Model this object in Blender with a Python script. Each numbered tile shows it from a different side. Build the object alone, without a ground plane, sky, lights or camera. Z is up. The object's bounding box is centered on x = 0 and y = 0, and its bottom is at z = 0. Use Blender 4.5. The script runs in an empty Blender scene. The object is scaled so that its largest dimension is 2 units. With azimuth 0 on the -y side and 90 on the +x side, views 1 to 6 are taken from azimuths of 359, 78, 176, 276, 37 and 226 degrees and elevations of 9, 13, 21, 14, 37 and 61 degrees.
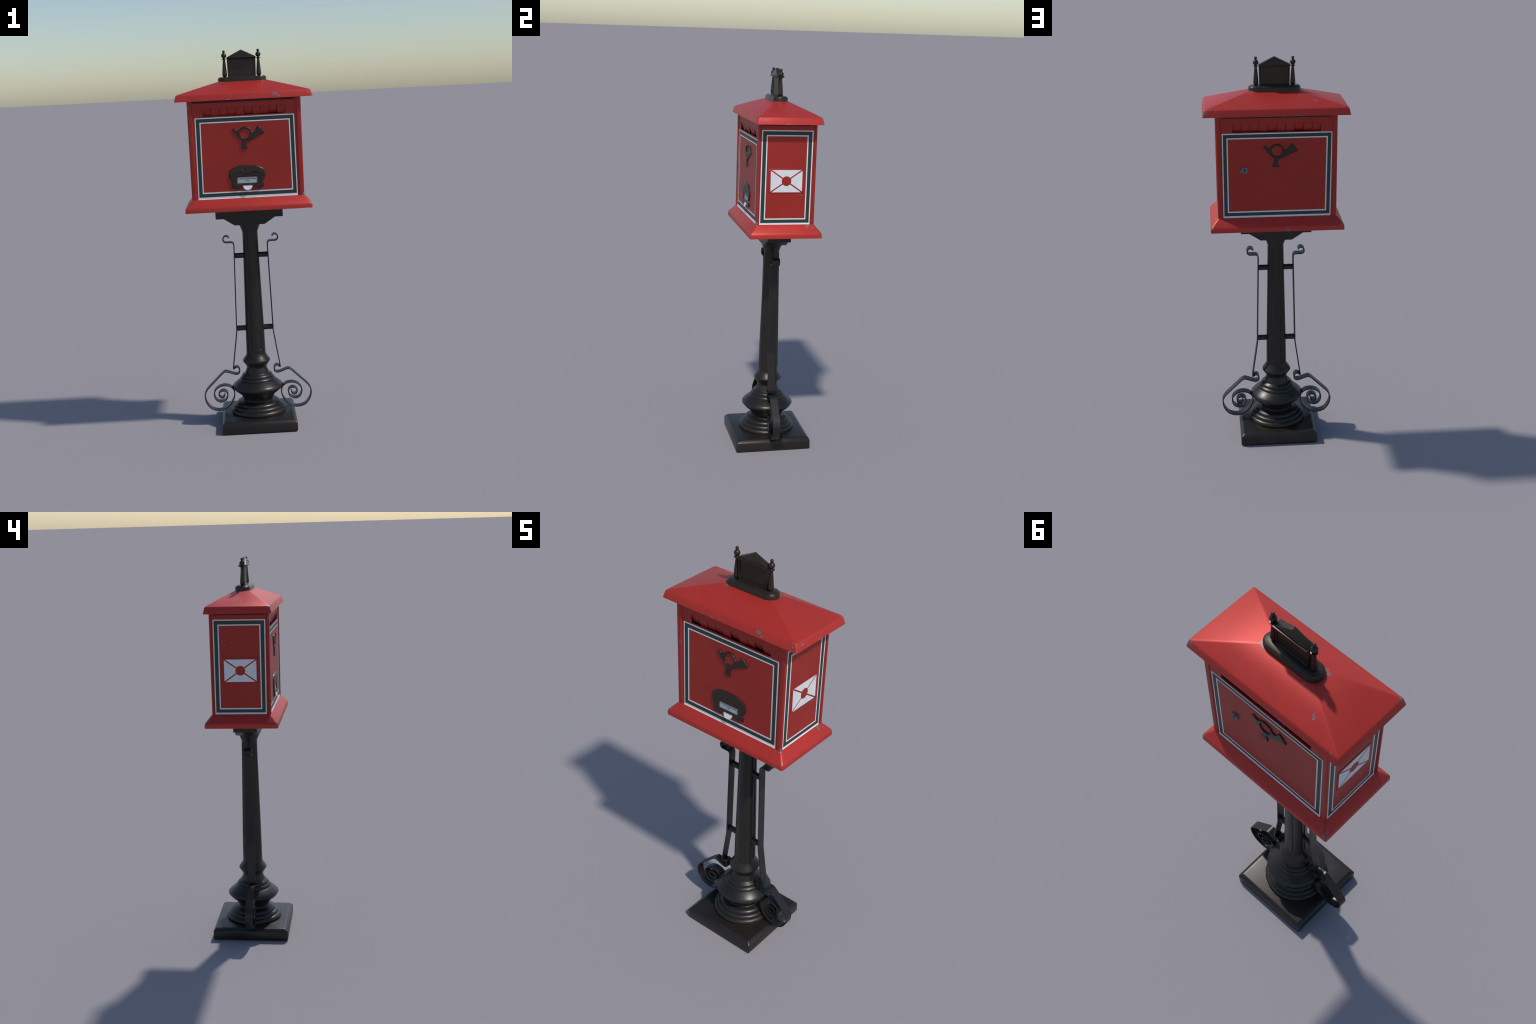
# Cast-iron pillar mailbox: red painted box with hipped roof on a fluted pole,
# scroll straps either side, small black name sign on the roof.
import bpy, bmesh, math, random
from mathutils import Vector, Matrix, noise

random.seed(7)
scene = bpy.context.scene
COL = scene.collection

# ----------------------------------------------------------------- materials
def new_mat(name):
    m = bpy.data.materials.new(name)
    m.use_nodes = True
    nt = m.node_tree
    nt.nodes.clear()
    out = nt.nodes.new("ShaderNodeOutputMaterial")
    bs = nt.nodes.new("ShaderNodeBsdfPrincipled")
    nt.links.new(bs.outputs[0], out.inputs[0])
    return m, nt, bs

def N(nt, kind, **kw):
    n = nt.nodes.new(kind)
    for k, v in kw.items():
        setattr(n, k, v)
    return n

def L(nt, a, b):
    nt.links.new(a, b)

def mixc(nt, fac, a, b):
    n = N(nt, "ShaderNodeMix", data_type='RGBA')
    for sock, v in ((0, fac), (6, a), (7, b)):
        if hasattr(v, "is_linked"):
            L(nt, v, n.inputs[sock])
        elif isinstance(v, (int, float)):
            n.inputs[sock].default_value = v
        else:
            n.inputs[sock].default_value = (*v, 1)
    return n.outputs[2]

def math_n(nt, op, a, b=None, c=None, clamp=False):
    n = N(nt, "ShaderNodeMath", operation=op, use_clamp=clamp)
    for i, v in enumerate((a, b, c)):
        if v is None:
            continue
        if hasattr(v, "is_linked"):
            L(nt, v, n.inputs[i])
        else:
            n.inputs[i].default_value = v
    return n.outputs[0]

def noise_n(nt, vec, scale, detail=3.0, rough=0.55):
    n = N(nt, "ShaderNodeTexNoise")
    n.inputs["Scale"].default_value = scale
    n.inputs["Detail"].default_value = detail
    n.inputs["Roughness"].default_value = rough
    L(nt, vec, n.inputs["Vector"])
    return n

def ramp(nt, fac, lo, hi):
    n = N(nt, "ShaderNodeMapRange", clamp=True)
    n.inputs[1].default_value = lo
    n.inputs[2].default_value = hi
    L(nt, fac, n.inputs[0])
    return n.outputs[0]

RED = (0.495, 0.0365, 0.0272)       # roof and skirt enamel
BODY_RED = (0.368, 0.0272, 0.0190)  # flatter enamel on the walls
PRIMER = (0.125, 0.140, 0.150)

# worn spots where the paint is knocked off: (x, y, z, radius)
CHIPS = [
    (0.161, -0.161, 1.768, 0.01), (0.176, -0.163, 1.758, 0.006), (-0.075, -0.165, 1.749, 0.005), (0.329, -0.156, 1.779, 0.004),
    (0.329, -0.161, 1.771, 0.005), (0.344, -0.164, 1.748, 0.006), (-0.285, -0.143, 1.724, 0.005), (-0.284, -0.144, 1.714, 0.006),
    (-0.272, -0.145, 1.559, 0.006), (-0.277, -0.145, 1.552, 0.004), (0.285, -0.144, 1.256, 0.007), (0.319, -0.172, 1.212, 0.005),
    (0.298, -0.181, 1.187, 0.004), (0.308, -0.181, 1.187, 0.004), (-0.31, -0.171, 1.218, 0.005), (-0.323, -0.179, 1.205, 0.005),
    (-0.284, -0.145, 1.247, 0.005), (-0.268, -0.149, 1.243, 0.003), (-0.214, -0.142, 1.671, 0.004), (0.213, -0.142, 1.671, 0.004),
    (-0.075, -0.142, 1.666, 0.005), (0.328, 0.159, 1.776, 0.008), (0.336, 0.16, 1.774, 0.005), (0.342, 0.161, 1.767, 0.005),
    (0.344, 0.163, 1.756, 0.006), (0.31, 0.156, 1.779, 0.004), (0.285, 0.158, 1.777, 0.004), (0.286, 0.141, 1.721, 0.004),
    (-0.19, 0.105, 1.805, 0.005), (-0.182, 0.097, 1.809, 0.003), (0.026, 0.165, 1.748, 0.005), (-0.028, 0.164, 1.748, 0.006),
    (-0.094, 0.165, 1.748, 0.006), (-0.112, 0.164, 1.748, 0.004), (0.207, 0.142, 1.667, 0.005), (0.012, 0.143, 1.664, 0.003),
    (-0.053, 0.142, 1.666, 0.005), (-0.211, 0.143, 1.664, 0.004), (-0.05, 0.181, 1.195, 0.008), (-0.042, 0.181, 1.192, 0.005),
    (-0.084, 0.182, 1.189, 0.004), (-0.312, 0.177, 1.212, 0.007), (-0.291, 0.17, 1.22, 0.004), (-0.246, 0.181, 1.189, 0.006),
    (0.316, 0.181, 1.205, 0.006), (-0.305, 0.157, 1.778, 0.003), (0.138, 0.142, 1.493, 0.004), (0.174, 0.142, 1.48, 0.004),
    (0.296, 0.108, 1.238, 0.005), (0.339, -0.128, 1.778, 0.003), (0.344, -0.126, 1.77, 0.005), (0.344, -0.117, 1.767, 0.006),
    (0.339, 0.148, 1.779, 0.005), (0.349, -0.001, 1.749, 0.006), (0.349, -0.019, 1.749, 0.005), (0.323, -0.157, 1.779, 0.003),
    (0.349, -0.163, 1.748, 0.005), (0.285, -0.086, 1.522, 0.004), (0.283, 0.074, 1.396, 0.005), (0.283, 0.064, 1.397, 0.003),
    (0.292, 0.118, 1.242, 0.007), (0.289, 0.107, 1.245, 0.004), (0.303, 0.137, 1.23, 0.003), (0.285, -0.143, 1.25, 0.006),
    (0.321, -0.178, 1.207, 0.005), (-0.338, -0.151, 1.78, 0.006), (-0.344, -0.153, 1.768, 0.006), (-0.343, -0.142, 1.773, 0.004),
    (-0.331, -0.06, 1.783, 0.005), (-0.347, 0.082, 1.757, 0.004), (-0.347, 0.037, 1.758, 0.004), (-0.283, 0.092, 1.612, 0.004),
    (-0.283, 0.089, 1.583, 0.003), (-0.283, 0.075, 1.589, 0.003), (-0.283, -0.039, 1.394, 0.003), (-0.312, 0.16, 1.22, 0.006),
    (-0.324, 0.177, 1.205, 0.005), (-0.286, 0.035, 1.248, 0.004), (-0.323, -0.024, 1.184, 0.005), (-0.325, -0.175, 1.2, 0.006),
    (-0.036, -0.143, 1.252, 0.003), (-0.348, 0.162, 1.753, 0.004), (0.123, 0.026, 1.839, 0.006), (0.108, 0.035, 1.839, 0.006),
    (-0.106, -0.042, 1.837, 0.006), (-0.123, -0.032, 1.839, 0.007), (-0.092, 0.045, 1.835, 0.005), (-0.188, 0.109, 1.804, 0.006),
    (-0.178, 0.101, 1.808, 0.004), (0.333, 0.161, 1.769, 0.007), (-0.335, -0.15, 1.782, 0.007), (-0.342, -0.154, 1.774, 0.006),
    (0.336, -0.156, 1.779, 0.003), (0.339, 0.152, 1.778, 0.004), (0.334, 0.114, 1.782, 0.003), (0.287, -0.146, 1.246, 0.007),
    (-0.312, -0.174, 1.214, 0.004),
]

def red_paint(name, chips, RED):
    m, nt, bs = new_mat(name)
    tc = N(nt, "ShaderNodeTexCoord")
    pos = tc.outputs["Object"]
    big = noise_n(nt, pos, 9.0, 3)
    col = mixc(nt, ramp(nt, big.outputs["Fac"], 0.3, 0.7),
               tuple(c * 0.95 for c in RED), tuple(c * 1.05 for c in RED))
    # ragged distance to every chip
    wob = noise_n(nt, pos, 75.0, 2.5, 0.6)
    sub = N(nt, "ShaderNodeVectorMath", operation='SUBTRACT')
    L(nt, wob.outputs["Color"], sub.inputs[0])
    sub.inputs[1].default_value = (0.5, 0.5, 0.5)
    sc = N(nt, "ShaderNodeVectorMath", operation='SCALE')
    L(nt, sub.outputs[0], sc.inputs[0])
    sc.inputs["Scale"].default_value = 0.034
    add = N(nt, "ShaderNodeVectorMath", operation='ADD')
    L(nt, pos, add.inputs[0])
    L(nt, sc.outputs[0], add.inputs[1])
    best = None
    for (x, y, z, r) in chips:
        d = N(nt, "ShaderNodeVectorMath", operation='DISTANCE')
        L(nt, add.outputs[0], d.inputs[0])
        d.inputs[1].default_value = (x, y, z)
        v = math_n(nt, 'SUBTRACT', d.outputs["Value"], r)
        best = v if best is None else math_n(nt, 'MINIMUM', best, v)
    if best is not None:
        mask = math_n(nt, 'SUBTRACT', 1.0, ramp(nt, best, -0.0004, 0.0004))
        grain = noise_n(nt, pos, 160.0, 2)
        prim = mixc(nt, ramp(nt, grain.outputs["Fac"], 0.35, 0.65), PRIMER,
                    tuple(c * 1.35 for c in PRIMER))
        col = mixc(nt, mask, col, prim)
        b = N(nt, "ShaderNodeBump")
        b.inputs["Strength"].default_value = 0.35
        b.inputs["Distance"].default_value = 0.001
        b.invert = True
        L(nt, mask, b.inputs["Height"])
        L(nt, b.outputs[0], bs.inputs["Normal"])
    L(nt, col, bs.inputs["Base Color"])
    rn = noise_n(nt, pos, 22.0, 4)
    L(nt, math_n(nt, 'MULTIPLY_ADD', rn.outputs["Fac"], 0.10, 0.38), bs.inputs["Roughness"])
    bs.inputs["Metallic"].default_value = RM
    bs.inputs["Specular IOR Level"].default_value = RS
    return m

RM, RS = 0.25, 0.4

def black_iron(name, base=(0.0142, 0.0127, 0.0109), rust=0.24, rough=0.36, metal=0.15):
    m, nt, bs = new_mat(name)
    tc = N(nt, "ShaderNodeTexCoord")
    pos = tc.outputs["Object"]
    a = noise_n(nt, pos, 11.0, 5, 0.6)
    c = mixc(nt, ramp(nt, a.outputs["Fac"], 0.35, 0.68), base, tuple(v * 1.25 for v in base))
    r = noise_n(nt, pos, 6.5, 4, 0.6)
    rm = math_n(nt, 'MULTIPLY', ramp(nt, r.outputs["Fac"], 0.47, 0.75), rust)
    c = mixc(nt, rm, c, (0.055, 0.026, 0.012))
    L(nt, c, bs.inputs["Base Color"])
    bs.inputs["Metallic"].default_value = metal
    q = noise_n(nt, pos, 14.0, 3)
    L(nt, math_n(nt, 'MULTIPLY_ADD', q.outputs["Fac"], 0.16, rough - 0.08), bs.inputs["Roughness"])
    bs.inputs["Specular IOR Level"].default_value = 0.5
    return m

def plain(name, col, rough=0.5, vary=0.06, metal=0.0, scale=40.0):
    m, nt, bs = new_mat(name)
    tc = N(nt, "ShaderNodeTexCoord")
    a = noise_n(nt, tc.outputs["Object"], scale, 3)
    c = mixc(nt, ramp(nt, a.outputs["Fac"], 0.3, 0.7),
             tuple(v * (1 - vary) for v in col), tuple(min(1, v * (1 + vary)) for v in col))
    L(nt, c, bs.inputs["Base Color"])
    bs.inputs["Roughness"].default_value = rough
    bs.inputs["Metallic"].default_value = metal
    return m

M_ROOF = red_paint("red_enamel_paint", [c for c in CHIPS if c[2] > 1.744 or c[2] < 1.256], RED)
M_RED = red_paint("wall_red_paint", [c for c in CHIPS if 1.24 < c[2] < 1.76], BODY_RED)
M_IRON = black_iron("black_cast_iron")
M_BRONZE = black_iron("dark_bronze", base=(0.0350, 0.0245, 0.0170), rust=0.25, rough=0.36, metal=0.4)
M_WHITE = plain("white_line_paint", (0.73, 0.73, 0.75), 0.45)
M_PAPER = plain("label_paper", (0.44, 0.46, 0.49), 0.55)
M_GREEN = plain("dark_green_paint", (0.0150, 0.0385, 0.0300), 0.45)
M_INK = plain("grey_ink", (0.12, 0.13, 0.15), 0.7)
M_STEEL = plain("dull_steel", (0.15, 0.165, 0.165), 0.42, metal=0.35)
M_EAVES_SHADE = plain("painted_eaves_shade", (0.032, 0.014, 0.011), 0.75)
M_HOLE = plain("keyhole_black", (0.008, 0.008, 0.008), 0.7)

# ------------------------------------------------------------------- helpers
def make_obj(name, verts, faces, mats, parent=None, smooth_angle=32, face_mats=None, fix=True):
    me = bpy.data.meshes.new(name)
    me.from_pydata([tuple(v) for v in verts], [], faces)
    for m in (mats if isinstance(mats, (list, tuple)) else [mats]):
        me.materials.append(m)
    if face_mats:
        for p, i in zip(me.polygons, face_mats):
            p.material_index = i
    if fix:
        bm = bmesh.new()
        bm.from_mesh(me)
        bmesh.ops.recalc_face_normals(bm, faces=bm.faces)
        bm.to_mesh(me)
        bm.free()
    finish_mesh(me, smooth_angle)
    ob = bpy.data.objects.new(name, me)
    COL.objects.link(ob)
    ob.parent = parent
    return ob

def finish_mesh(me, smooth_angle):
    if smooth_angle:
        me.shade_smooth()
        me.set_sharp_from_angle(angle=math.radians(smooth_angle))

def bevel(ob, width, segs=2, angle=30):
    b = ob.modifiers.new("bevel", 'BEVEL')
    b.width = width
    b.segments = segs
    b.limit_method = 'ANGLE'
    b.angle_limit = math.radians(angle)
    b.harden_normals = False
    return ob

def apply_mods(ob, smooth_angle=32):
    dg = bpy.context.evaluated_depsgraph_get()
    me = bpy.data.meshes.new_from_object(ob.evaluated_get(dg))
    old = ob.data
    ob.modifiers.clear()
    ob.data = me
    me.name = old.name
    bpy.data.meshes.remove(old)
    finish_mesh(me, smooth_angle)
    return ob

def lathe(name, prof, mat, parent, centre=(0, 0), segs=48, smooth_angle=38):
    """profile (radius, z) from bottom to top, closed with caps"""
    verts, faces = [], []
    for r, z in prof:
        for i in range(segs):
            a = 2 * math.pi * i / segs
            verts.append((centre[0] + r * math.cos(a), centre[1] + r * math.sin(a), z))
    for k in range(len(prof) - 1):
        for i in range(segs):
            j = (i + 1) % segs
            faces.append((k * segs + i, k * segs + j, (k + 1) * segs + j, (k + 1) * segs + i))
    faces.append(tuple(range(segs - 1, -1, -1)))
    faces.append(tuple(range((len(prof) - 1) * segs, len(prof) * segs)))
    return make_obj(name, verts, faces, mat, parent, smooth_angle)

def rect_rings(name, rings, mat, parent, smooth_angle=32):
    """stack of axis-aligned rectangles (half x, half y, z), capped"""
    verts, faces = [], []
    for hx, hy, z in rings:
        verts += [(-hx, -hy, z), (hx, -hy, z), (hx, hy, z), (-hx, hy, z)]
    for k in range(len(rings) - 1):
        for i in range(4):
            j = (i + 1) % 4
            faces.append((4 * k + i, 4 * k + j, 4 * k + 4 + j, 4 * k + 4 + i))
    faces.append((3, 2, 1, 0))
    n = 4 * (len(rings) - 1)
    faces.append((n, n + 1, n + 2, n + 3))
    return make_obj(name, verts, faces, mat, parent, smooth_angle)

def prism(name, poly, to3d, d0, d1, mats, parent, smooth_angle=32):
    """extrude 2D polygon; to3d(u, v, d) -> world point"""
    n = len(poly)
    verts = [to3d(u, v, d0) for u, v in poly] + [to3d(u, v, d1) for u, v in poly]
    faces = [tuple(range(n)), tuple(range(2 * n - 1, n - 1, -1))]
    for i in range(n):
        j = (i + 1) % n
        faces.append((i, j, n + j, n + i))
    return make_obj(name, verts, faces, mats, parent, smooth_angle)

def catmull(pts, per=6):
    out = []
    n = len(pts)
    P = lambda i: Vector(pts[max(0, min(n - 1, i))])
    for i in range(n - 1):
        p0, p1, p2, p3 = P(i - 1), P(i), P(i + 1), P(i + 2)
        for k in range(per):
            t = k / per
            out.append(0.5 * ((2 * p1) + (p2 - p0) * t + (2 * p0 - 5 * p1 + 4 * p2 - p3) * t * t
                              + (3 * p1 - p0 - 3 * p2 + p3) * t ** 3))
    out.append(P(n - 1))
    return out

def even_curve(pts, step=0.004, passes=3):
    """resample a polyline evenly and relax small kinks"""
    out = [pts[0].copy()]
    for p in pts[1:]:
        while (p - out[-1]).length >= step:
            out.append(out[-1] + (p - out[-1]).normalized() * step)
    out.append(pts[-1].copy())
    for _ in range(passes):
        out = [out[0]] + [out[i] * 0.5 + (out[i - 1] + out[i + 1]) * 0.25 for i in range(1, len(out) - 1)] + [out[-1]]
    return out

def band(name, path, thick, y0, y1, mat, parent, side=1):
    """flat iron strip bent along a path in the xz plane, width along y"""
    n = len(path)
    verts, faces = [], []
    for i, p in enumerate(path):
        a = path[max(0, i - 1)]
        b = path[min(n - 1, i + 1)]
        t = (b - a).normalized()
        nn = Vector((-t.y, t.x)) * (thick / 2)
        q, r = p + nn, p - nn
        e = 0.0006
        verts += [(side * q.x, y0 + e, q.y), (side * q.x, y1 - e, q.y),
                  (side * (p + nn * 0.82).x, y1, (p + nn * 0.82).y), (side * (p - nn * 0.82).x, y1, (p - nn * 0.82).y),
                  (side * r.x, y1 - e, r.y), (side * r.x, y0 + e, r.y),
                  (side * (p - nn * 0.82).x, y0, (p - nn * 0.82).y), (side * (p + nn * 0.82).x, y0, (p + nn * 0.82).y)]
    for i in range(n - 1):
        for k in range(8):
            j = (k + 1) % 8
            faces.append((8 * i + k, 8 * i + j, 8 * i + 8 + j, 8 * i + 8 + k))
    faces.append(tuple(range(7, -1, -1)))
    faces.append(tuple(range(8 * (n - 1), 8 * n)))
    return make_obj(name, verts, faces, mat, parent, 30)

def empty(name, parent=None):
    e = bpy.data.objects.new(name, None)
    COL.objects.link(e)
    e.parent = parent
    e.empty_display_size = 0.1
    return e

# wall frames: (u to the viewer's right, v = z, d = outward from the wall)
FRONT_Y, BACK_Y, SIDE_X = -0.1420, 0.1420, 0.2832
def on_front(u, v, d): return (u, FRONT_Y - d, v)
def on_back(u, v, d): return (-u, BACK_Y + d, v)
def on_right(u, v, d): return (SIDE_X + d, u, v)
def on_left(u, v, d): return (-SIDE_X - d, -u, v)

# ---------------------------------------------------------------------- root
root = empty("pillar_mailbox")
root["label"] = "red hipped-roof mailbox on a black ornate cast-iron pole"
root["category"] = "mailbox"

# -------------------------------------------------------------------- plinth
plinth = rect_rings("plinth", [(0.1998, 0.1998, 0.0), (0.1998, 0.1998, 0.050), (0.1840, 0.1840, 0.0645)],
                    M_IRON, root)
bevel(plinth, 0.006, 3, 25)
apply_mods(plinth, 50)

# turned pedestal between plinth and pole
ped = [(0.1440, 0.055), (0.1470, 0.0645), (0.1497, 0.0690), (0.1500, 0.0740), (0.1480, 0.0805), (0.1425, 0.0865), (0.1345, 0.0890),
       (0.1350, 0.0930), (0.1335, 0.0990), (0.1270, 0.1050), (0.1180, 0.1075),
       (0.1187, 0.1110), (0.1165, 0.1170), (0.1080, 0.1235), (0.0950, 0.1270), (0.0840, 0.1290),
       (0.0822, 0.1320), (0.0835, 0.1400), (0.0905, 0.1570), (0.0960, 0.1640),
       (0.1180, 0.1810), (0.1310, 0.1940), (0.1366, 0.2030), (0.1368, 0.2095),
       (0.1270, 0.2190), (0.1090, 0.2340), (0.0950, 0.2425),
       (0.0960, 0.2455), (0.0945, 0.2500), (0.0900, 0.2550), (0.0825, 0.2590),
       (0.0838, 0.2625), (0.0822, 0.2680), (0.0765, 0.2740), (0.0650, 0.2775),
       (0.0635, 0.2800), (0.0610, 0.2910), (0.0550, 0.3050), (0.0536, 0.3095), (0.0548, 0.3150),
       (0.0640, 0.3310), (0.0725, 0.3435), (0.0752, 0.3490), (0.0725, 0.3545), (0.0610, 0.3710), (0.0535, 0.3830), (0.0515, 0.3900)]
lathe("pedestal", ped, M_IRON, root, segs=20, smooth_angle=62)

# fluted tapering pole, six round-ended flutes
def pole_radius(z):
    keys = [(0.380, 0.0517), (0.545, 0.0497), (0.935, 0.0418), (1.050, 0.0402), (1.0555, 0.0412), (1.0860, 0.0530), (1.100, 0.0545)]
    for (z0, r0), (z1, r1) in zip(keys, keys[1:]):
        if z <= z1:
            return r0 + (r1 - r0) * (z - z0) / (z1 - z0)
    return keys[-1][1]

def build_pole():
    segs = 144
    z_lo, z_hi = 0.4125, 1.0430
    zs = [0.380, 0.400, 0.4095, 0.4125]
    zs += [z_lo + h for h in (0.001, 0.002, 0.0035, 0.005, 0.0065, 0.008)]
    zs += [0.425 + i * (1.030 - 0.425) / 30 for i in range(31)]
    zs += [z_hi - h for h in (0.008, 0.0065, 0.005, 0.0035, 0.002, 0.001, 0.0)]
    zs += [1.0470, 1.0500, 1.0525, 1.0555, 1.0600, 1.0700, 1.0860, 1.100]
    verts, faces = [], []
    for z in zs:
        R = pole_radius(z) + 0.0005
        half = 0.0066
        for i in range(segs):
            a = 2 * math.pi * i / segs
            da = (a - math.pi / 2 + math.radians(30) + math.pi / 6) % (math.pi / 3) - math.pi / 6
            s = abs(da) * R                       # arc distance from the flute axis
            e = 0.0                               # distance into the round end
            if z < z_lo + half: e = z_lo + half - z
            if z > z_hi - half: e = z - (z_hi - half)
            dist = math.hypot(s, max(0.0, e))
            t = max(0.0, 1 - dist / half)
            depth = 0.0034 * min(1.0, t * 2.2) ** 0.8
            r = R - depth
            verts.append((r * math.cos(a), r * math.sin(a), z))
    for k in range(len(zs) - 1):
        for i in range(segs):
            j = (i + 1) % segs
            faces.append((k * segs + i, k * segs + j, (k + 1) * segs + j, (k + 1) * segs + i))
    faces.append(tuple(range(segs - 1, -1, -1)))
    faces.append(tuple(range((len(zs) - 1) * segs, len(zs) * segs)))
    make_obj("fluted_pole", verts, faces, M_IRON, root, 35)
build_pole()

# bracket that carries the box
brk = [(-0.1765, 1.186), (-0.1765, 1.1315), (-0.1347, 1.1312), (-0.0783, 1.0950), (0.0783, 1.0950),
       (0.1347, 1.1312), (0.1765, 1.1315), (0.1765, 1.186)]
sb = prism("support_bracket", brk, lambda u, v, d: (u, d, v), -0.0605, 0.0605, M_IRON, root)
bevel(sb, 0.0012, 2)
apply_mods(sb)

# ------------------------------------------------------- scroll straps (pair)
SY0, SY1 = -0.0255, 0.0145
strap_top = catmull([(0.1150, 1.0245), (0.1195, 1.0320), (0.1292, 1.0358), (0.1405, 1.0305), (0.1455, 1.0190),
                     (0.1420, 1.0070), (0.1327, 1.0012), (0.1160, 1.0008), (0.1010, 1.0005), (0.0928, 0.9962), (0.0893, 0.9870)], 5)
strap_line = strap_top[:-1] + [Vector(p) for p in ((0.0889, 0.979), (0.0898, 0.934), (0.0940, 0.740), (0.0980, 0.545))]
strap_line += catmull([(0.0982, 0.520), (0.0990, 0.508), (0.1015, 0.490), (0.1250, 0.326), (0.1262, 0.316), (0.1262, 0.3065)], 4)
scroll_pts = [(0.1255, 0.3075), (0.1180, 0.3145), (0.1071, 0.3185), (0.0974, 0.3126), (0.0930, 0.2955), (0.0965, 0.2830),
              (0.1075, 0.2775), (0.1216, 0.2790), (0.1430, 0.2865), (0.1610, 0.2932), (0.1725, 0.2950), (0.1835, 0.2892),
              (0.2050, 0.2690), (0.2400, 0.2345), (0.2690, 0.2060), (0.2838, 0.1850), (0.2892, 0.1612),
              (0.2825, 0.1270), (0.2600, 0.0945), (0.2310, 0.0815), (0.2020, 0.0803), (0.1735, 0.0920),
              (0.1463, 0.1180), (0.1312, 0.1458), (0.1271, 0.1741), (0.1350, 0.1980), (0.1572, 0.2138), (0.1880, 0.2175),
              (0.2165, 0.2078), (0.2345, 0.1885), (0.2390, 0.1677), (0.2310, 0.1423), (0.2140, 0.1287), (0.1965, 0.1272),
              (0.1745, 0.1380), (0.1655, 0.1573), (0.1668, 0.1755), (0.1768, 0.1856), (0.1903, 0.1884), (0.2040, 0.1840),
              (0.2131, 0.1740), (0.2125, 0.1600), (0.2030, 0.1490), (0.1932, 0.1484), (0.1845, 0.1545), (0.1816, 0.1665)]
scroll_line = even_curve(catmull(scroll_pts, 6))

for side in (1, -1):
    br = empty("scroll_bracket", root)
    band("iron_strap", strap_line, 0.0058, SY0, SY1, M_IRON, br, side)
    band("iron_scroll", scroll_line, 0.0056, SY0, SY1, M_IRON, br, side)
    for z, x in ((0.9258, 0.0900), (0.5293, 0.0980)):
        r0 = pole_radius(z) - 0.006
        segs = 20
        verts, faces = [], []
        for xx in (r0, x):
            for i in range(segs):
                a = 2 * math.pi * i / segs
                verts.append((side * xx, -0.0035 + 0.0142 * math.cos(a), z + 0.0142 * math.sin(a)))
        for i in range(segs):
            j = (i + 1) % segs
            faces.append((i, j, segs + j, segs + i))
        faces += [tuple(range(segs)), tuple(range(2 * segs - 1, segs - 1, -1))]
        make_obj("spacer_bar", verts, faces, M_IRON, br, 40)

# ------------------------------------------------------------- box with posts
box = empty("mail_compartment", root)

def plan_outline():
    """quarter of the plan (front right), mirrored round: corner post, then recessed walls"""
    q = [(0.2632, 0.1420), (0.2674, 0.1471)]
    r = 0.007
    for k in range(5):
        a = math.radians(90 - 90 * k / 4)
        q.append((0.2888 - r + r * math.cos(a), 0.1474 - r + r * math.sin(a)))
    q += [(0.2885, 0.1370), (0.2832, 0.1332)]
    right_front = [(x, -y) for x, y in q]                      # front wall -> right wall
    right_back = [(x, y) for x, y in reversed(q)]
    left_back = [(-x, y) for x, y in q]
    left_front = [(-x, -y) for x, y in reversed(q)]
    return right_front + right_back + left_back + left_front

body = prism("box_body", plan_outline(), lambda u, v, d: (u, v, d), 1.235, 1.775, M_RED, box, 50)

# letter slots are cut through the front and back walls
SLOT_X, SLOT_Z0, SLOT_Z1 = 0.2098, 1.6690, 1.7095
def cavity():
    # hollow inside of the box, its walls coloured black to look unlit
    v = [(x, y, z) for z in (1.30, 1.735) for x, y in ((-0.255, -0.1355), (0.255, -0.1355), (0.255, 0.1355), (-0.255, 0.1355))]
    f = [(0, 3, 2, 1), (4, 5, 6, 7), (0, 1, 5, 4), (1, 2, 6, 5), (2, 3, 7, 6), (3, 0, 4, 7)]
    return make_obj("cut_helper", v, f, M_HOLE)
def cutter(y0, y1):
    v = [(x, y, z) for z in (SLOT_Z0, SLOT_Z1) for x, y in ((-SLOT_X, y0), (SLOT_X, y0), (SLOT_X, y1), (-SLOT_X, y1))]
    f = [(0, 3, 2, 1), (4, 5, 6, 7), (0, 1, 5, 4), (1, 2, 6, 5), (2, 3, 7, 6), (3, 0, 4, 7)]
    return make_obj("cut_helper", v, f, M_RED)
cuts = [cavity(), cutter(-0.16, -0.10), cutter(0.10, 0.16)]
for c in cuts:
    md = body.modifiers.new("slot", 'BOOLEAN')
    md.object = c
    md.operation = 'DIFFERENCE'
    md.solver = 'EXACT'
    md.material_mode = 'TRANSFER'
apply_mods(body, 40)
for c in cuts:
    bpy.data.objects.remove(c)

# black plate behind each slot, closing off the view through the box
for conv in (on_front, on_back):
    prism("black_slot_plate", [(-0.254, 1.600), (0.254, 1.600), (0.254, 1.734), (-0.254, 1.734)], conv, -0.050, -0.047, M_HOLE, box, 0)

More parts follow.
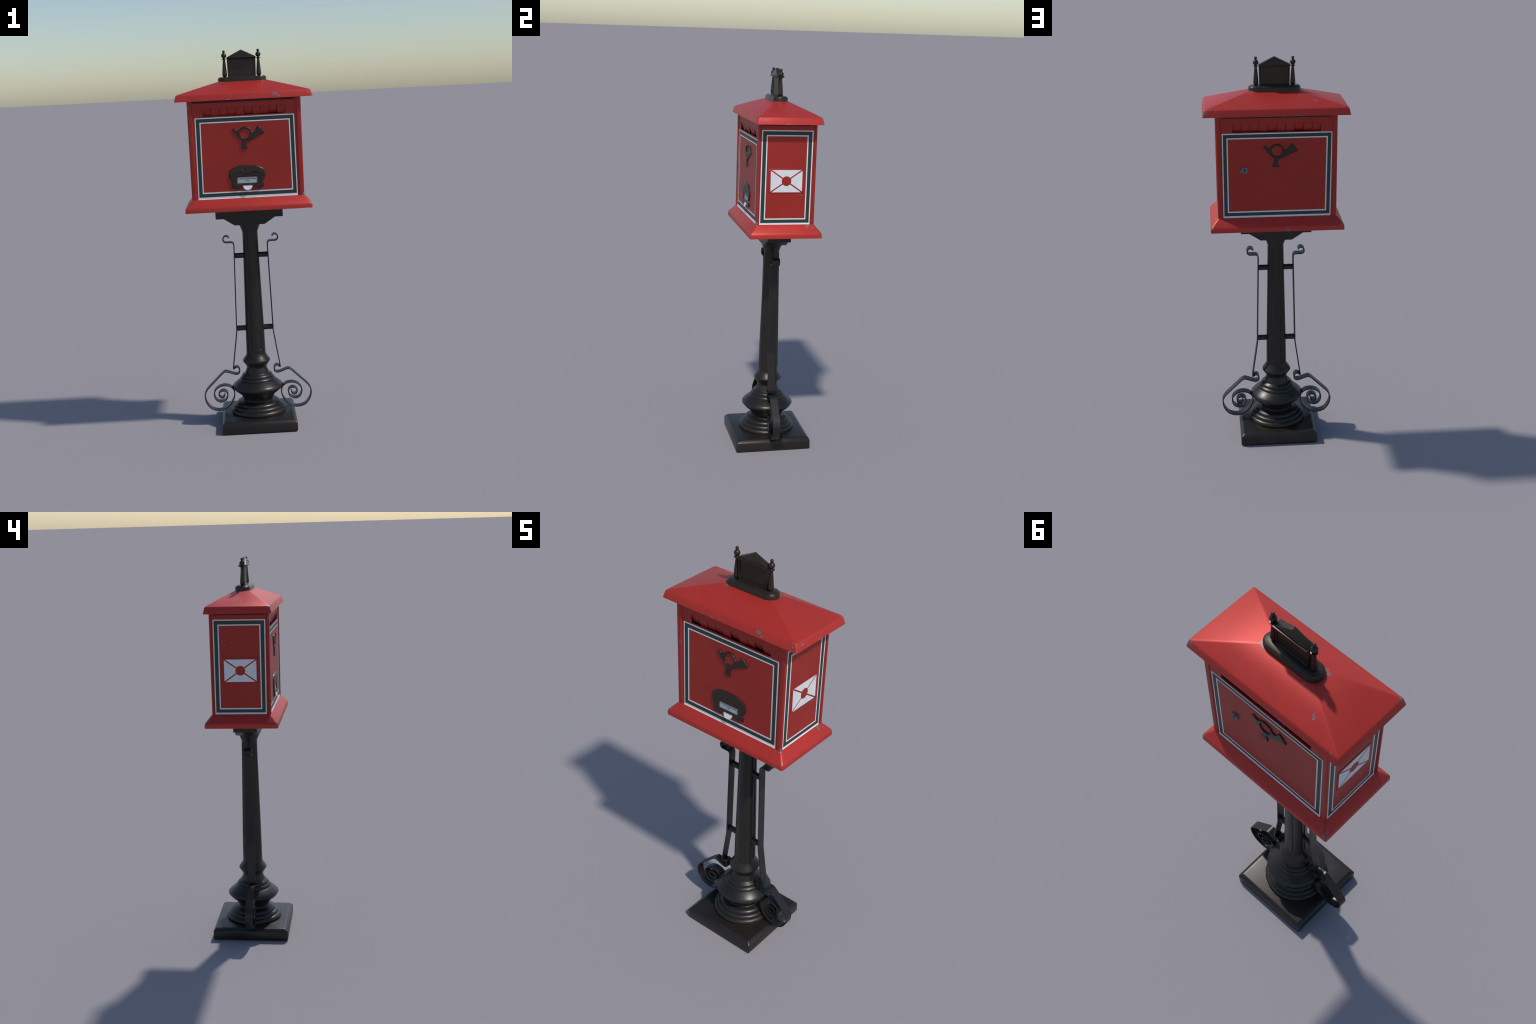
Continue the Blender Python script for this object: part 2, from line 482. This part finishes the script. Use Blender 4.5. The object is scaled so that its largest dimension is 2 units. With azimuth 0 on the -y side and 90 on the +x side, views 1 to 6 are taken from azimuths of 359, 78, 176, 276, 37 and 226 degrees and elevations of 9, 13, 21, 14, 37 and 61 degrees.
# hinged flaps in the slots, each hanging at its own angle
FLAP_ANGLES = {"front": (19, 12, 15, 18, 13, 23, 14, 17, 25, 13), "back": (16, 13, 14, 12, 17, 13, 12, 20, 15, 13)}
fw = 2 * SLOT_X / 10
fm = bpy.data.meshes.new("letter_flap")
hw, ht, hl = fw / 2 - 0.0009, 0.0016, 0.0398
fm.from_pydata([(x, y, z) for z in (-hl, 0) for x, y in ((-hw, 0), (hw, 0), (hw, ht), (-hw, ht))], [],
               [(0, 3, 2, 1), (4, 5, 6, 7), (0, 1, 5, 4), (1, 2, 6, 5), (2, 3, 7, 6), (3, 0, 4, 7)])
fm.materials.append(red_paint("flap_red_paint", [], BODY_RED))
for wall, conv, turn in (("front", on_front, 0.0), ("back", on_back, math.pi)):
    for i, ang in enumerate(FLAP_ANGLES[wall]):
        ob = bpy.data.objects.new("letter_flap", fm)
        COL.objects.link(ob)
        ob.parent = box
        u = -SLOT_X + fw * (i + 0.5)
        ob.location = conv(u, SLOT_Z1 - 0.0006, -0.0004)
        ob.rotation_euler = (Matrix.Rotation(turn, 3, 'Z') @ Matrix.Rotation(math.radians(ang), 3, 'X')).to_euler()

# painted double pinstripe borders (white / green / white), a hair proud of the wall
def border(conv, out, inn, w_out, w_in, bottom_extra=0.003):
    """out, inn: corner lists tl, tr, br, bl in wall coordinates"""
    def lerp(t):
        return [((1 - t) * o[0] + t * i[0], (1 - t) * o[1] + t * i[1]) for o, i in zip(out, inn)]
    tot = abs(out[0][0] - inn[0][0])
    loops = [out, lerp(w_out / tot), lerp(1 - w_in / tot), inn]
    loops[1] = loops[1][:2] + [(u, v + bottom_extra) for u, v in loops[1][2:]]
    verts, faces, fmats = [], [], []
    h = 0.0007
    for l in loops:
        verts += [conv(u, v, h) for u, v in l]
    verts += [conv(u, v, -0.0005) for u, v in out] + [conv(u, v, -0.0005) for u, v in inn]
    for k, mi in ((0, 0), (1, 1), (2, 0)):
        for i in range(4):
            j = (i + 1) % 4
            faces.append((4 * k + i, 4 * k + j, 4 * k + 4 + j, 4 * k + 4 + i)); fmats.append(mi)
    for a, b in ((0, 16), (12, 20)):
        for i in range(4):
            j = (i + 1) % 4
            faces.append((a + i, a + j, b + j, b + i)); fmats.append(0)
    for i in range(4):
        j = (i + 1) % 4
        faces.append((16 + i, 16 + j, 20 + j, 20 + i)); fmats.append(0)
    return make_obj("painted_border", verts, faces, [M_WHITE, M_GREEN], box, 0, fmats)

border(on_front, [(-0.2522, 1.6630), (0.2527, 1.6630), (0.2555, 1.2500), (-0.2560, 1.2500)],
       [(-0.2235, 1.6342), (0.2245, 1.6342), (0.2268, 1.2832), (-0.2272, 1.2832)], 0.0052, 0.0056)
border(on_back, [(-0.2603, 1.6645), (0.2649, 1.6650), (0.2600, 1.2470), (-0.2622, 1.2470)],
       [(-0.2330, 1.6370), (0.2370, 1.6375), (0.2325, 1.2790), (-0.2345, 1.2790)], 0.0052, 0.0056)
for conv in (on_right, on_left):
    border(conv, [(-0.1292, 1.7150), (0.1285, 1.7140), (0.1255, 1.2470), (-0.1315, 1.2470)],
           [(-0.1000, 1.6848), (0.0985, 1.6848), (0.0980, 1.2788), (-0.1025, 1.2788)], 0.0056, 0.0058)

# soft shading below the eaves, modelled as thin dark brown strips
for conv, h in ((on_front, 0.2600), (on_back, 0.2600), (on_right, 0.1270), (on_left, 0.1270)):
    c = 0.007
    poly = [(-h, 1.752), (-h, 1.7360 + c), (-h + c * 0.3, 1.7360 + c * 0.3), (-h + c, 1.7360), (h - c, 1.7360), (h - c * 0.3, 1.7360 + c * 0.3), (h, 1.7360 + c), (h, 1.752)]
    prism("eaves_shade_strip", poly, conv, -0.0005, 0.0005, M_EAVES_SHADE, box, 0)

# white sill bead where the lower white line laps on to the skirt
def sill(conv, half_l, half_r, z=1.2470):
    sec = [(0.0, z + 0.0035), (0.0012, z + 0.0035), (0.0042, z - 0.0010), (0.0036, z - 0.0040), (0.0, z - 0.004)]
    verts = [conv(u, v, d) for u in (-half_l, half_r) for d, v in sec]
    n = len(sec)
    faces = [tuple(range(n)), tuple(range(2 * n - 1, n - 1, -1))] + [(i, (i + 1) % n, n + (i + 1) % n, n + i) for i in range(n)]
    make_obj("white_sill_line", verts, faces, M_WHITE, box, 0)
sill(on_front, 0.2562, 0.2557)
sill(on_back, 0.2622, 0.2600)
for conv in (on_right, on_left):
    sill(conv, 0.1315, 0.1255)

# envelope emblem on both ends
def envelope(conv):
    cz = 1.4648
    e = prism("envelope_emblem", [(-0.0868, 1.5278), (0.0862, 1.5278), (0.0868, 1.4035), (-0.0862, 1.4035)], conv,
              -0.001, 0.0018, M_RED, box)
    bevel(e, 0.0012, 2)
    apply_mods(e)
    hx, hy, w, rc = 0.0798, 0.0552, 0.0032, 0.0243
    dirs = [math.atan2(hy, hx), math.pi - math.atan2(hy, hx), math.pi + math.atan2(hy, hx), 2 * math.pi - math.atan2(hy, hx)]
    for k in range(4):
        a1, a2 = dirs[k], dirs[(k + 1) % 4] + (2 * math.pi if k == 3 else 0)
        dlt = math.asin(w / rc)
        def outer(a, s):
            dx, dy = math.cos(a), math.sin(a)
            ox, oy = -dy * w * s, dx * w * s
            mid = (a1 + a2) / 2
            if abs(math.cos(mid)) > 0.7:
                X = hx * (1 if math.cos(mid) > 0 else -1); t = (X - ox) / dx
            else:
                Y = hy * (1 if math.sin(mid) > 0 else -1); t = (Y - oy) / dy
            return (ox + dx * t, oy + dy * t)
        poly = [outer(a1, 1), outer(a2, -1)]
        for i in range(11):
            a = (a2 - dlt) + ((a1 + dlt) - (a2 - dlt)) * i / 10
            poly.append((rc * math.cos(a), rc * math.sin(a)))
        prism("envelope_panel", [(u, cz + v) for u, v in poly], conv, 0.0012, 0.0025, M_WHITE, box, 0)
envelope(on_right)
envelope(on_left)

# ------------------------------------------------------------- post horns
HORN = [(-0.0660, 1.5935), (-0.0532, 1.6059), (-0.0475, 1.5952), (-0.0413, 1.5928), (-0.0335, 1.5922), (-0.0285, 1.5965), (-0.0229, 1.6018),
        (-0.0131, 1.6085), (0.0007, 1.6099), (0.0132, 1.6077), (0.0254, 1.5990), (0.0312, 1.5896), (0.0382, 1.5814),
        (0.0440, 1.5808), (0.0498, 1.5822), (0.0568, 1.5951), (0.0633, 1.6089), (0.0681, 1.6110), (0.0803, 1.6012), (0.0912, 1.5881),
        (0.0992, 1.5783), (0.0968, 1.5721), (0.0820, 1.5672), (0.0678, 1.5626), (0.0385, 1.5458), (0.0202, 1.5383), (0.0062, 1.5339), (0.0033, 1.5300),
        (0.0031, 1.5225), (0.0041, 1.5129), (0.0085, 1.4963), (-0.0240, 1.5002), (-0.0208, 1.5110), (-0.0155, 1.5191),
        (-0.0145, 1.5296), (-0.0156, 1.5391), (-0.0337, 1.5568), (-0.0476, 1.5722), (-0.0544, 1.5840)]

def horn_mesh():
    cu = bpy.data.curves.new("horn_outline", 'CURVE')
    cu.dimensions = '2D'
    cu.fill_mode = 'BOTH'
    def spline(pts):
        s = cu.splines.new('POLY')
        s.points.add(len(pts) - 1)
        for p, (x, y) in zip(s.points, pts):
            p.co = (x, y, 0, 1)
        s.use_cyclic_u = True
    spline([(x, z - 1.55) for x, z in HORN])
    spline([(0.0257 * math.cos(2 * math.pi * i / 36), 1.5752 - 1.55 + 0.0255 * math.sin(2 * math.pi * i / 36)) for i in range(36)])
    cu.extrude = 0.0024
    cu.bevel_depth = 0.0034
    cu.bevel_resolution = 3
    cu.offset = -0.0034
    tmp = bpy.data.objects.new("horn_tmp", cu)
    COL.objects.link(tmp)
    dg = bpy.context.evaluated_depsgraph_get()
    dg.update()
    me = bpy.data.meshes.new_from_object(tmp.evaluated_get(dg))
    bpy.data.objects.remove(tmp)
    me.name = "post_horn"
    me.transform(Matrix(((1, 0, 0, 0), (0, 0, -1, FRONT_Y), (0, 1, 0, 1.55), (0, 0, 0, 1))))
    me.materials.clear()
    me.materials.append(M_BRONZE)
    finish_mesh(me, 45)
    return me
hm = horn_mesh()
for turn in (0.0, math.pi):
    ob = bpy.data.objects.new("post_horn", hm)
    COL.objects.link(ob)
    ob.parent = box
    ob.rotation_euler = (0, 0, turn)

# ------------------------------------------- cast label holder on the front
def label_holder():
    half = [(0.0, 1.4145), (0.024, 1.4138), (0.0467, 1.4113), (0.0695, 1.4022), (0.0866, 1.3900), (0.0937, 1.3675),
            (0.0880, 1.3454), (0.0771, 1.3292), (0.0829, 1.3195), (0.0803, 1.3020), (0.0690, 1.2962), (0.0595, 1.2935),
            (0.0480, 1.2945), (0.0390, 1.2965), (0.0295, 1.3075), (0.0258, 1.3113), (0.0130, 1.3113), (0.0, 1.3113)]
    right = catmull(half[:8], 4)[:-1] + catmull(half[7:16], 4)[:-1] + catmull(half[15:], 2)
    outline = right + [Vector((-p.x, p.y)) for p in reversed(right[1:-1])]
    wx, z0, z1 = 0.0512, 1.3225, 1.3538
    wc = Vector((0, (z0 + z1) / 2))
    def to_window(p):
        d = p - Vector((0, 1.345))
        s = min(wx / max(abs(d.x), 1e-6), ((z1 - 1.345) if d.y > 0 else (1.345 - z0)) / max(abs(d.y), 1e-6))
        return Vector((0, 1.345)) + d * s
    # even spacing along the window edge keeps the corners square
    inner = [to_window(p) for p in outline]
    for cx, cz in ((wx, z1), (-wx, z1), (wx, z0), (-wx, z0)):
        k = min(range(len(inner)), key=lambda i: (inner[i] - Vector((cx, cz))).length)
        inner[k] = Vector((cx, cz))
    steps = 12
    def relief(x, z, t):
        # dome rising from the rim, brow folds and a centre crease above the window
        h = 0.0068 * min(1.0, (t / 0.22)) ** 0.55 if t < 0.22 else 0.0068
        ax = abs(x)
        if z > 1.352:
            brow = 1.376 + 0.010 * math.cos((ax - 0.038) / 0.030 * math.pi / 2 * 1.1)
            h += 0.0020 * math.exp(-((z - brow) / 0.0050) ** 2) * (1 if ax < 0.072 else 0.3)
            h -= 0.0020 * math.exp(-((z - brow + 0.011) / 0.0050) ** 2) * math.exp(-((ax - 0.035) / 0.030) ** 2)
            h -= 0.0022 * math.exp(-((x + 0.010 - (z - 1.385) * -0.35) / 0.0050) ** 2) * math.exp(-((z - 1.382) / 0.016) ** 2)
            h += 0.0016 * math.exp(-((x + 0.001 - (z - 1.385) * -0.35) / 0.0050) ** 2) * math.exp(-((z - 1.382) / 0.016) ** 2)
        h += 0.0012 * math.exp(-((ax - 0.057) ** 2 + (z - 1.306) ** 2) / 0.012 ** 2)
        return h * (1 - 0.25 * max(0, (t - 0.85) / 0.15))
    n = len(outline)
    verts, faces = [], []
    rows = []
    def add_row(pts):
        rows.append(len(verts)); verts.extend(pts)
    add_row([on_front(p.x, p.y, -0.001) for p in outline])
    add_row([on_front(p.x, p.y, 0.0026) for p in outline])
    for s in range(1, steps + 1):
        t = s / steps
        tt = t ** 1.25
        pts = []
        for o, i in zip(outline, inner):
            q = o.lerp(i, tt)
            pts.append(on_front(q.x, q.y, max(0.0026, relief(q.x, q.y, tt + 0.10))))
        add_row(pts)
    add_row([on_front(p.x * 0.995, p.y, 0.0008) for p in inner])
    for a, b in zip(rows, rows[1:]):
        for i in range(n):
            j = (i + 1) % n
            faces.append((a + i, a + j, b + j, b + i))
    make_obj("label_holder", verts, faces, M_BRONZE, box, 48)
    prism("paper_label", [(-0.0520, 1.3220), (0.0520, 1.3220), (0.0520, 1.3545), (-0.0520, 1.3545)], on_front, 0.0003, 0.0015, M_PAPER, box, 0)
    # illegible lines of lettering: short strokes
    rnd = random.Random(3)
    verts, faces = [], []
    def stroke(u, v, w, h):
        b = len(verts)
        for d in (0.0010, 0.0018):
            verts.extend(on_front(x, z, d) for x, z in ((u, v), (u + w, v), (u + w, v + h), (u, v + h)))
        faces.extend(((b, b + 1, b + 2, b + 3)[::-1], (b + 4, b + 5, b + 6, b + 7), (b, b + 1, b + 5, b + 4),
                      (b + 1, b + 2, b + 6, b + 5), (b + 2, b + 3, b + 7, b + 6), (b + 3, b, b + 4, b + 7)))
    for u0, count, v0, h in ((-0.0385, 20, 1.3420, 0.0050), (-0.0100, 5, 1.3325, 0.0050)):
        for i in range(count):
            u = u0 + i * 0.0040
            stroke(u, v0, 0.0009, h)
            stroke(u + 0.0019, v0, 0.0008, h * rnd.choice((0.5, 1.0)))
            stroke(u + 0.0009, v0 + h * rnd.choice((0.0, 0.42, 0.84)), 0.0012, h * 0.16)
    ob = make_obj("lettering", verts, faces, M_INK, box, 0)
    ob["kind"] = "stuff"
    # half-round white tab sticking out below the holder
    segs = 24
    top, low = Vector((0, FRONT_Y - 0.0030, 1.3120)), Vector((0, FRONT_Y - 0.0120, 1.2868))
    down = low - top
    nrm = Vector((0, down.z, -down.y)).normalized() * 0.0010
    poly = [Vector((0.0247 * math.cos(math.pi * i / segs), 0, 0)) + top + down * math.sin(math.pi * i / segs) for i in range(segs + 1)]
    verts = [p + nrm for p in poly] + [p - nrm for p in poly]
    m = len(poly)
    faces = [tuple(range(m)), tuple(range(2 * m - 1, m - 1, -1))] + [(i, (i + 1) % m, m + (i + 1) % m, m + i) for i in range(m)]
    make_obj("pull_tab", verts, faces, M_WHITE, box, 30)
label_holder()

# ------------------------------------------------------------ lock on the back
def lock():
    cx, cz = 0.1563, 1.4843
    prof = [(0.0172, -0.001), (0.0172, 0.0055), (0.0165, 0.0070), (0.0148, 0.0074), (0.0136, 0.0066), (0.0128, 0.0048), (0.0, 0.0044)]
    segs = 36
    verts, faces = [], []
    for r, d in prof[:-1]:
        for i in range(segs):
            a = 2 * math.pi * i / segs
            verts.append((cx + r * math.cos(a), BACK_Y + d, cz + r * math.sin(a)))
    for k in range(len(prof) - 2):
        for i in range(segs):
            j = (i + 1) % segs
            faces.append((k * segs + i, k * segs + j, (k + 1) * segs + j, (k + 1) * segs + i))
    faces.append(tuple(range((len(prof) - 2) * segs, (len(prof) - 1) * segs)))
    make_obj("lock", verts, faces, M_STEEL, box, 40)
    key = [(0.0042 * math.cos(math.radians(a)), 0.0030 + 0.0042 * math.sin(math.radians(a))) for a in range(-60, 241, 20)]
    key = key + [(-0.0017, -0.0075), (0.0017, -0.0075)]
    prism("keyhole", [(u - cx, cz + v) for u, v in key], on_back, 0.0040, 0.0052, M_HOLE, box, 0)
lock()

# ---------------------------------------------------------- skirt and roof
def soften(ob, pick, width, segs=4, smooth_angle=60):
    """round only the edges chosen by pick(v0, v1)"""
    bm = bmesh.new()
    bm.from_mesh(ob.data)
    es = [e for e in bm.edges if pick(e.verts[0].co, e.verts[1].co)]
    bmesh.ops.bevel(bm, geom=es, offset=width, offset_type='OFFSET', segments=segs, profile=0.5, affect='EDGES', clamp_overlap=True)
    bm.to_mesh(ob.data)
    bm.free()
    finish_mesh(ob.data, smooth_angle)

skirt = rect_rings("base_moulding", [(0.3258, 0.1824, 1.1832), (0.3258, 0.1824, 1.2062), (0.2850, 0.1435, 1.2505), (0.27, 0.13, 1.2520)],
                   M_ROOF, root)
soften(skirt, lambda a, b: max(a.z, b.z) < 1.251 and max(a.z, b.z) > 1.19, 0.0075)

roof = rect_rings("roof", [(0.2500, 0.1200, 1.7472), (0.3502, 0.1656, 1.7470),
                           (0.3408, 0.1580, 1.7812), (0.2345, 0.0974, 1.8112), (0.1290, 0.0365, 1.8400)], M_ROOF, root)
soften(roof, lambda a, b: max(a.z, b.z) > 1.775 and (min(a.z, b.z) < 1.83 and min(a.z, b.z) > 1.7465 and
       abs(abs(a.x) - abs(b.x)) < 0.3 and not (abs(a.x - b.x) > 0.3 and a.z > 1.8) and not (abs(a.y - b.y) > 0.15 and a.z > 1.8)), 0.0055)

# --------------------------------------------------- little sign on the roof
sign = empty("roof_sign", root)
def stadium(half_x, r, k=14):
    c = half_x - r
    pts = [(c + r * math.cos(a), r * math.sin(a)) for a in [(-math.pi / 2 + math.pi * i / k) for i in range(k + 1)]]
    pts += [(-c - r * math.cos(a), -r * math.sin(a)) for a in [(-math.pi / 2 + math.pi * i / k) for i in range(k + 1)]]
    return pts
def stack(name, loops, mat, parent, ang):
    n = len(loops[0][0])
    verts = [(x, y, z) for pts, z in loops for x, y in pts]
    faces = [(k * n + i, k * n + (i + 1) % n, (k + 1) * n + (i + 1) % n, (k + 1) * n + i) for k in range(len(loops) - 1) for i in range(n)]
    faces += [tuple(range(n - 1, -1, -1)), tuple(range((len(loops) - 1) * n, len(loops) * n))]
    return make_obj(name, verts, faces, mat, parent, ang)
stack("sign_base", [(stadium(0.1255, 0.0390), 1.815), (stadium(0.1255, 0.0390), 1.8560), (stadium(0.1247, 0.0382), 1.8577), (stadium(0.1218, 0.0353), 1.8586),
                    (stadium(0.1203, 0.0338), 1.8600), (stadium(0.1198, 0.0333), 1.8622), (stadium(0.1188, 0.0323), 1.8630)],
      M_BRONZE, sign, 50)

def sign_panel():
    # tapered slab with a raised rim round a sunk field on both faces
    zt, zb, xt, xb, hy = 1.9560, 1.8615, 0.0740, 0.0722, 0.0095
    verts, faces = [], []
    rim, sink = 0.0055, 0.0042
    for s in (-1, 1):
        b = len(verts)
        verts += [(-xb, s * hy, zb), (xb, s * hy, zb), (xt, s * hy, zt), (-xt, s * hy, zt),
                  (-xb + rim, s * hy, zb + rim), (xb - rim, s * hy, zb + rim), (xt - rim, s * hy, zt - rim), (-xt + rim, s * hy, zt - rim)]
        i2 = rim + 0.0018
        verts += [(-xb + i2, s * (hy - sink), zb + i2), (xb - i2, s * (hy - sink), zb + i2), (xt - i2, s * (hy - sink), zt - i2), (-xt + i2, s * (hy - sink), zt - i2)]
        for i in range(4):
            j = (i + 1) % 4
            faces += [(b + i, b + j, b + 4 + j, b + 4 + i), (b + 4 + i, b + 4 + j, b + 8 + j, b + 8 + i)]
        faces.append((b + 8, b + 9, b + 10, b + 11))
    for i in range(4):
        j = (i + 1) % 4
        faces.append((i, j, 12 + j, 12 + i))
    make_obj("sign_panel", verts, faces, M_BRONZE, sign, 30)
    c = rect_rings("sign_cornice", [(0.0742, 0.0110, 1.9540), (0.0750, 0.0175, 1.9570), (0.0755, 0.0215, 1.9585), (0.0755, 0.0215, 1.9622), (0.0745, 0.0200, 1.9632)], M_BRONZE, sign)
    bevel(c, 0.0008, 2); apply_mods(c)
    v = [(-0.0740, -0.0160, 1.9630), (0.0740, -0.0160, 1.9630), (0.0740, 0.0160, 1.9630), (-0.0740, 0.0160, 1.9630), (0, -0.0090, 1.9997), (0, 0.0090, 1.9997)]
    f = [(0, 1, 4), (2, 3, 5), (1, 2, 5, 4), (3, 0, 4, 5), (0, 3, 2, 1)]
    g = make_obj("sign_gable", v, f, M_BRONZE, sign)
    bevel(g, 0.0010, 2); apply_mods(g)
sign_panel()

def ball(r, z, k0, k1, n=8):
    return [(r * math.cos(math.radians(k0 + (k1 - k0) * i / n)), z + r * math.sin(math.radians(k0 + (k1 - k0) * i / n))) for i in range(n + 1)]
post = [(0.0078, 1.8605), (0.0080, 1.8640), (0.0112, 1.8690), (0.0126, 1.8730), (0.0125, 1.8780), (0.0102, 1.9080), (0.0060, 1.9500), (0.0062, 1.9515), (0.0082, 1.9530),
        (0.0128, 1.9543), (0.0132, 1.9553), (0.0128, 1.9564), (0.0070, 1.9572), (0.0056, 1.9590)]
post += ball(0.0135, 1.9727, -64, 70, 12)
post += ball(0.0073, 1.9927, -50, 88, 10)
for s in (-1, 1):
    lathe("baluster", post, M_BRONZE, sign, centre=(0.0885 * s, 0.0), segs=24, smooth_angle=40)
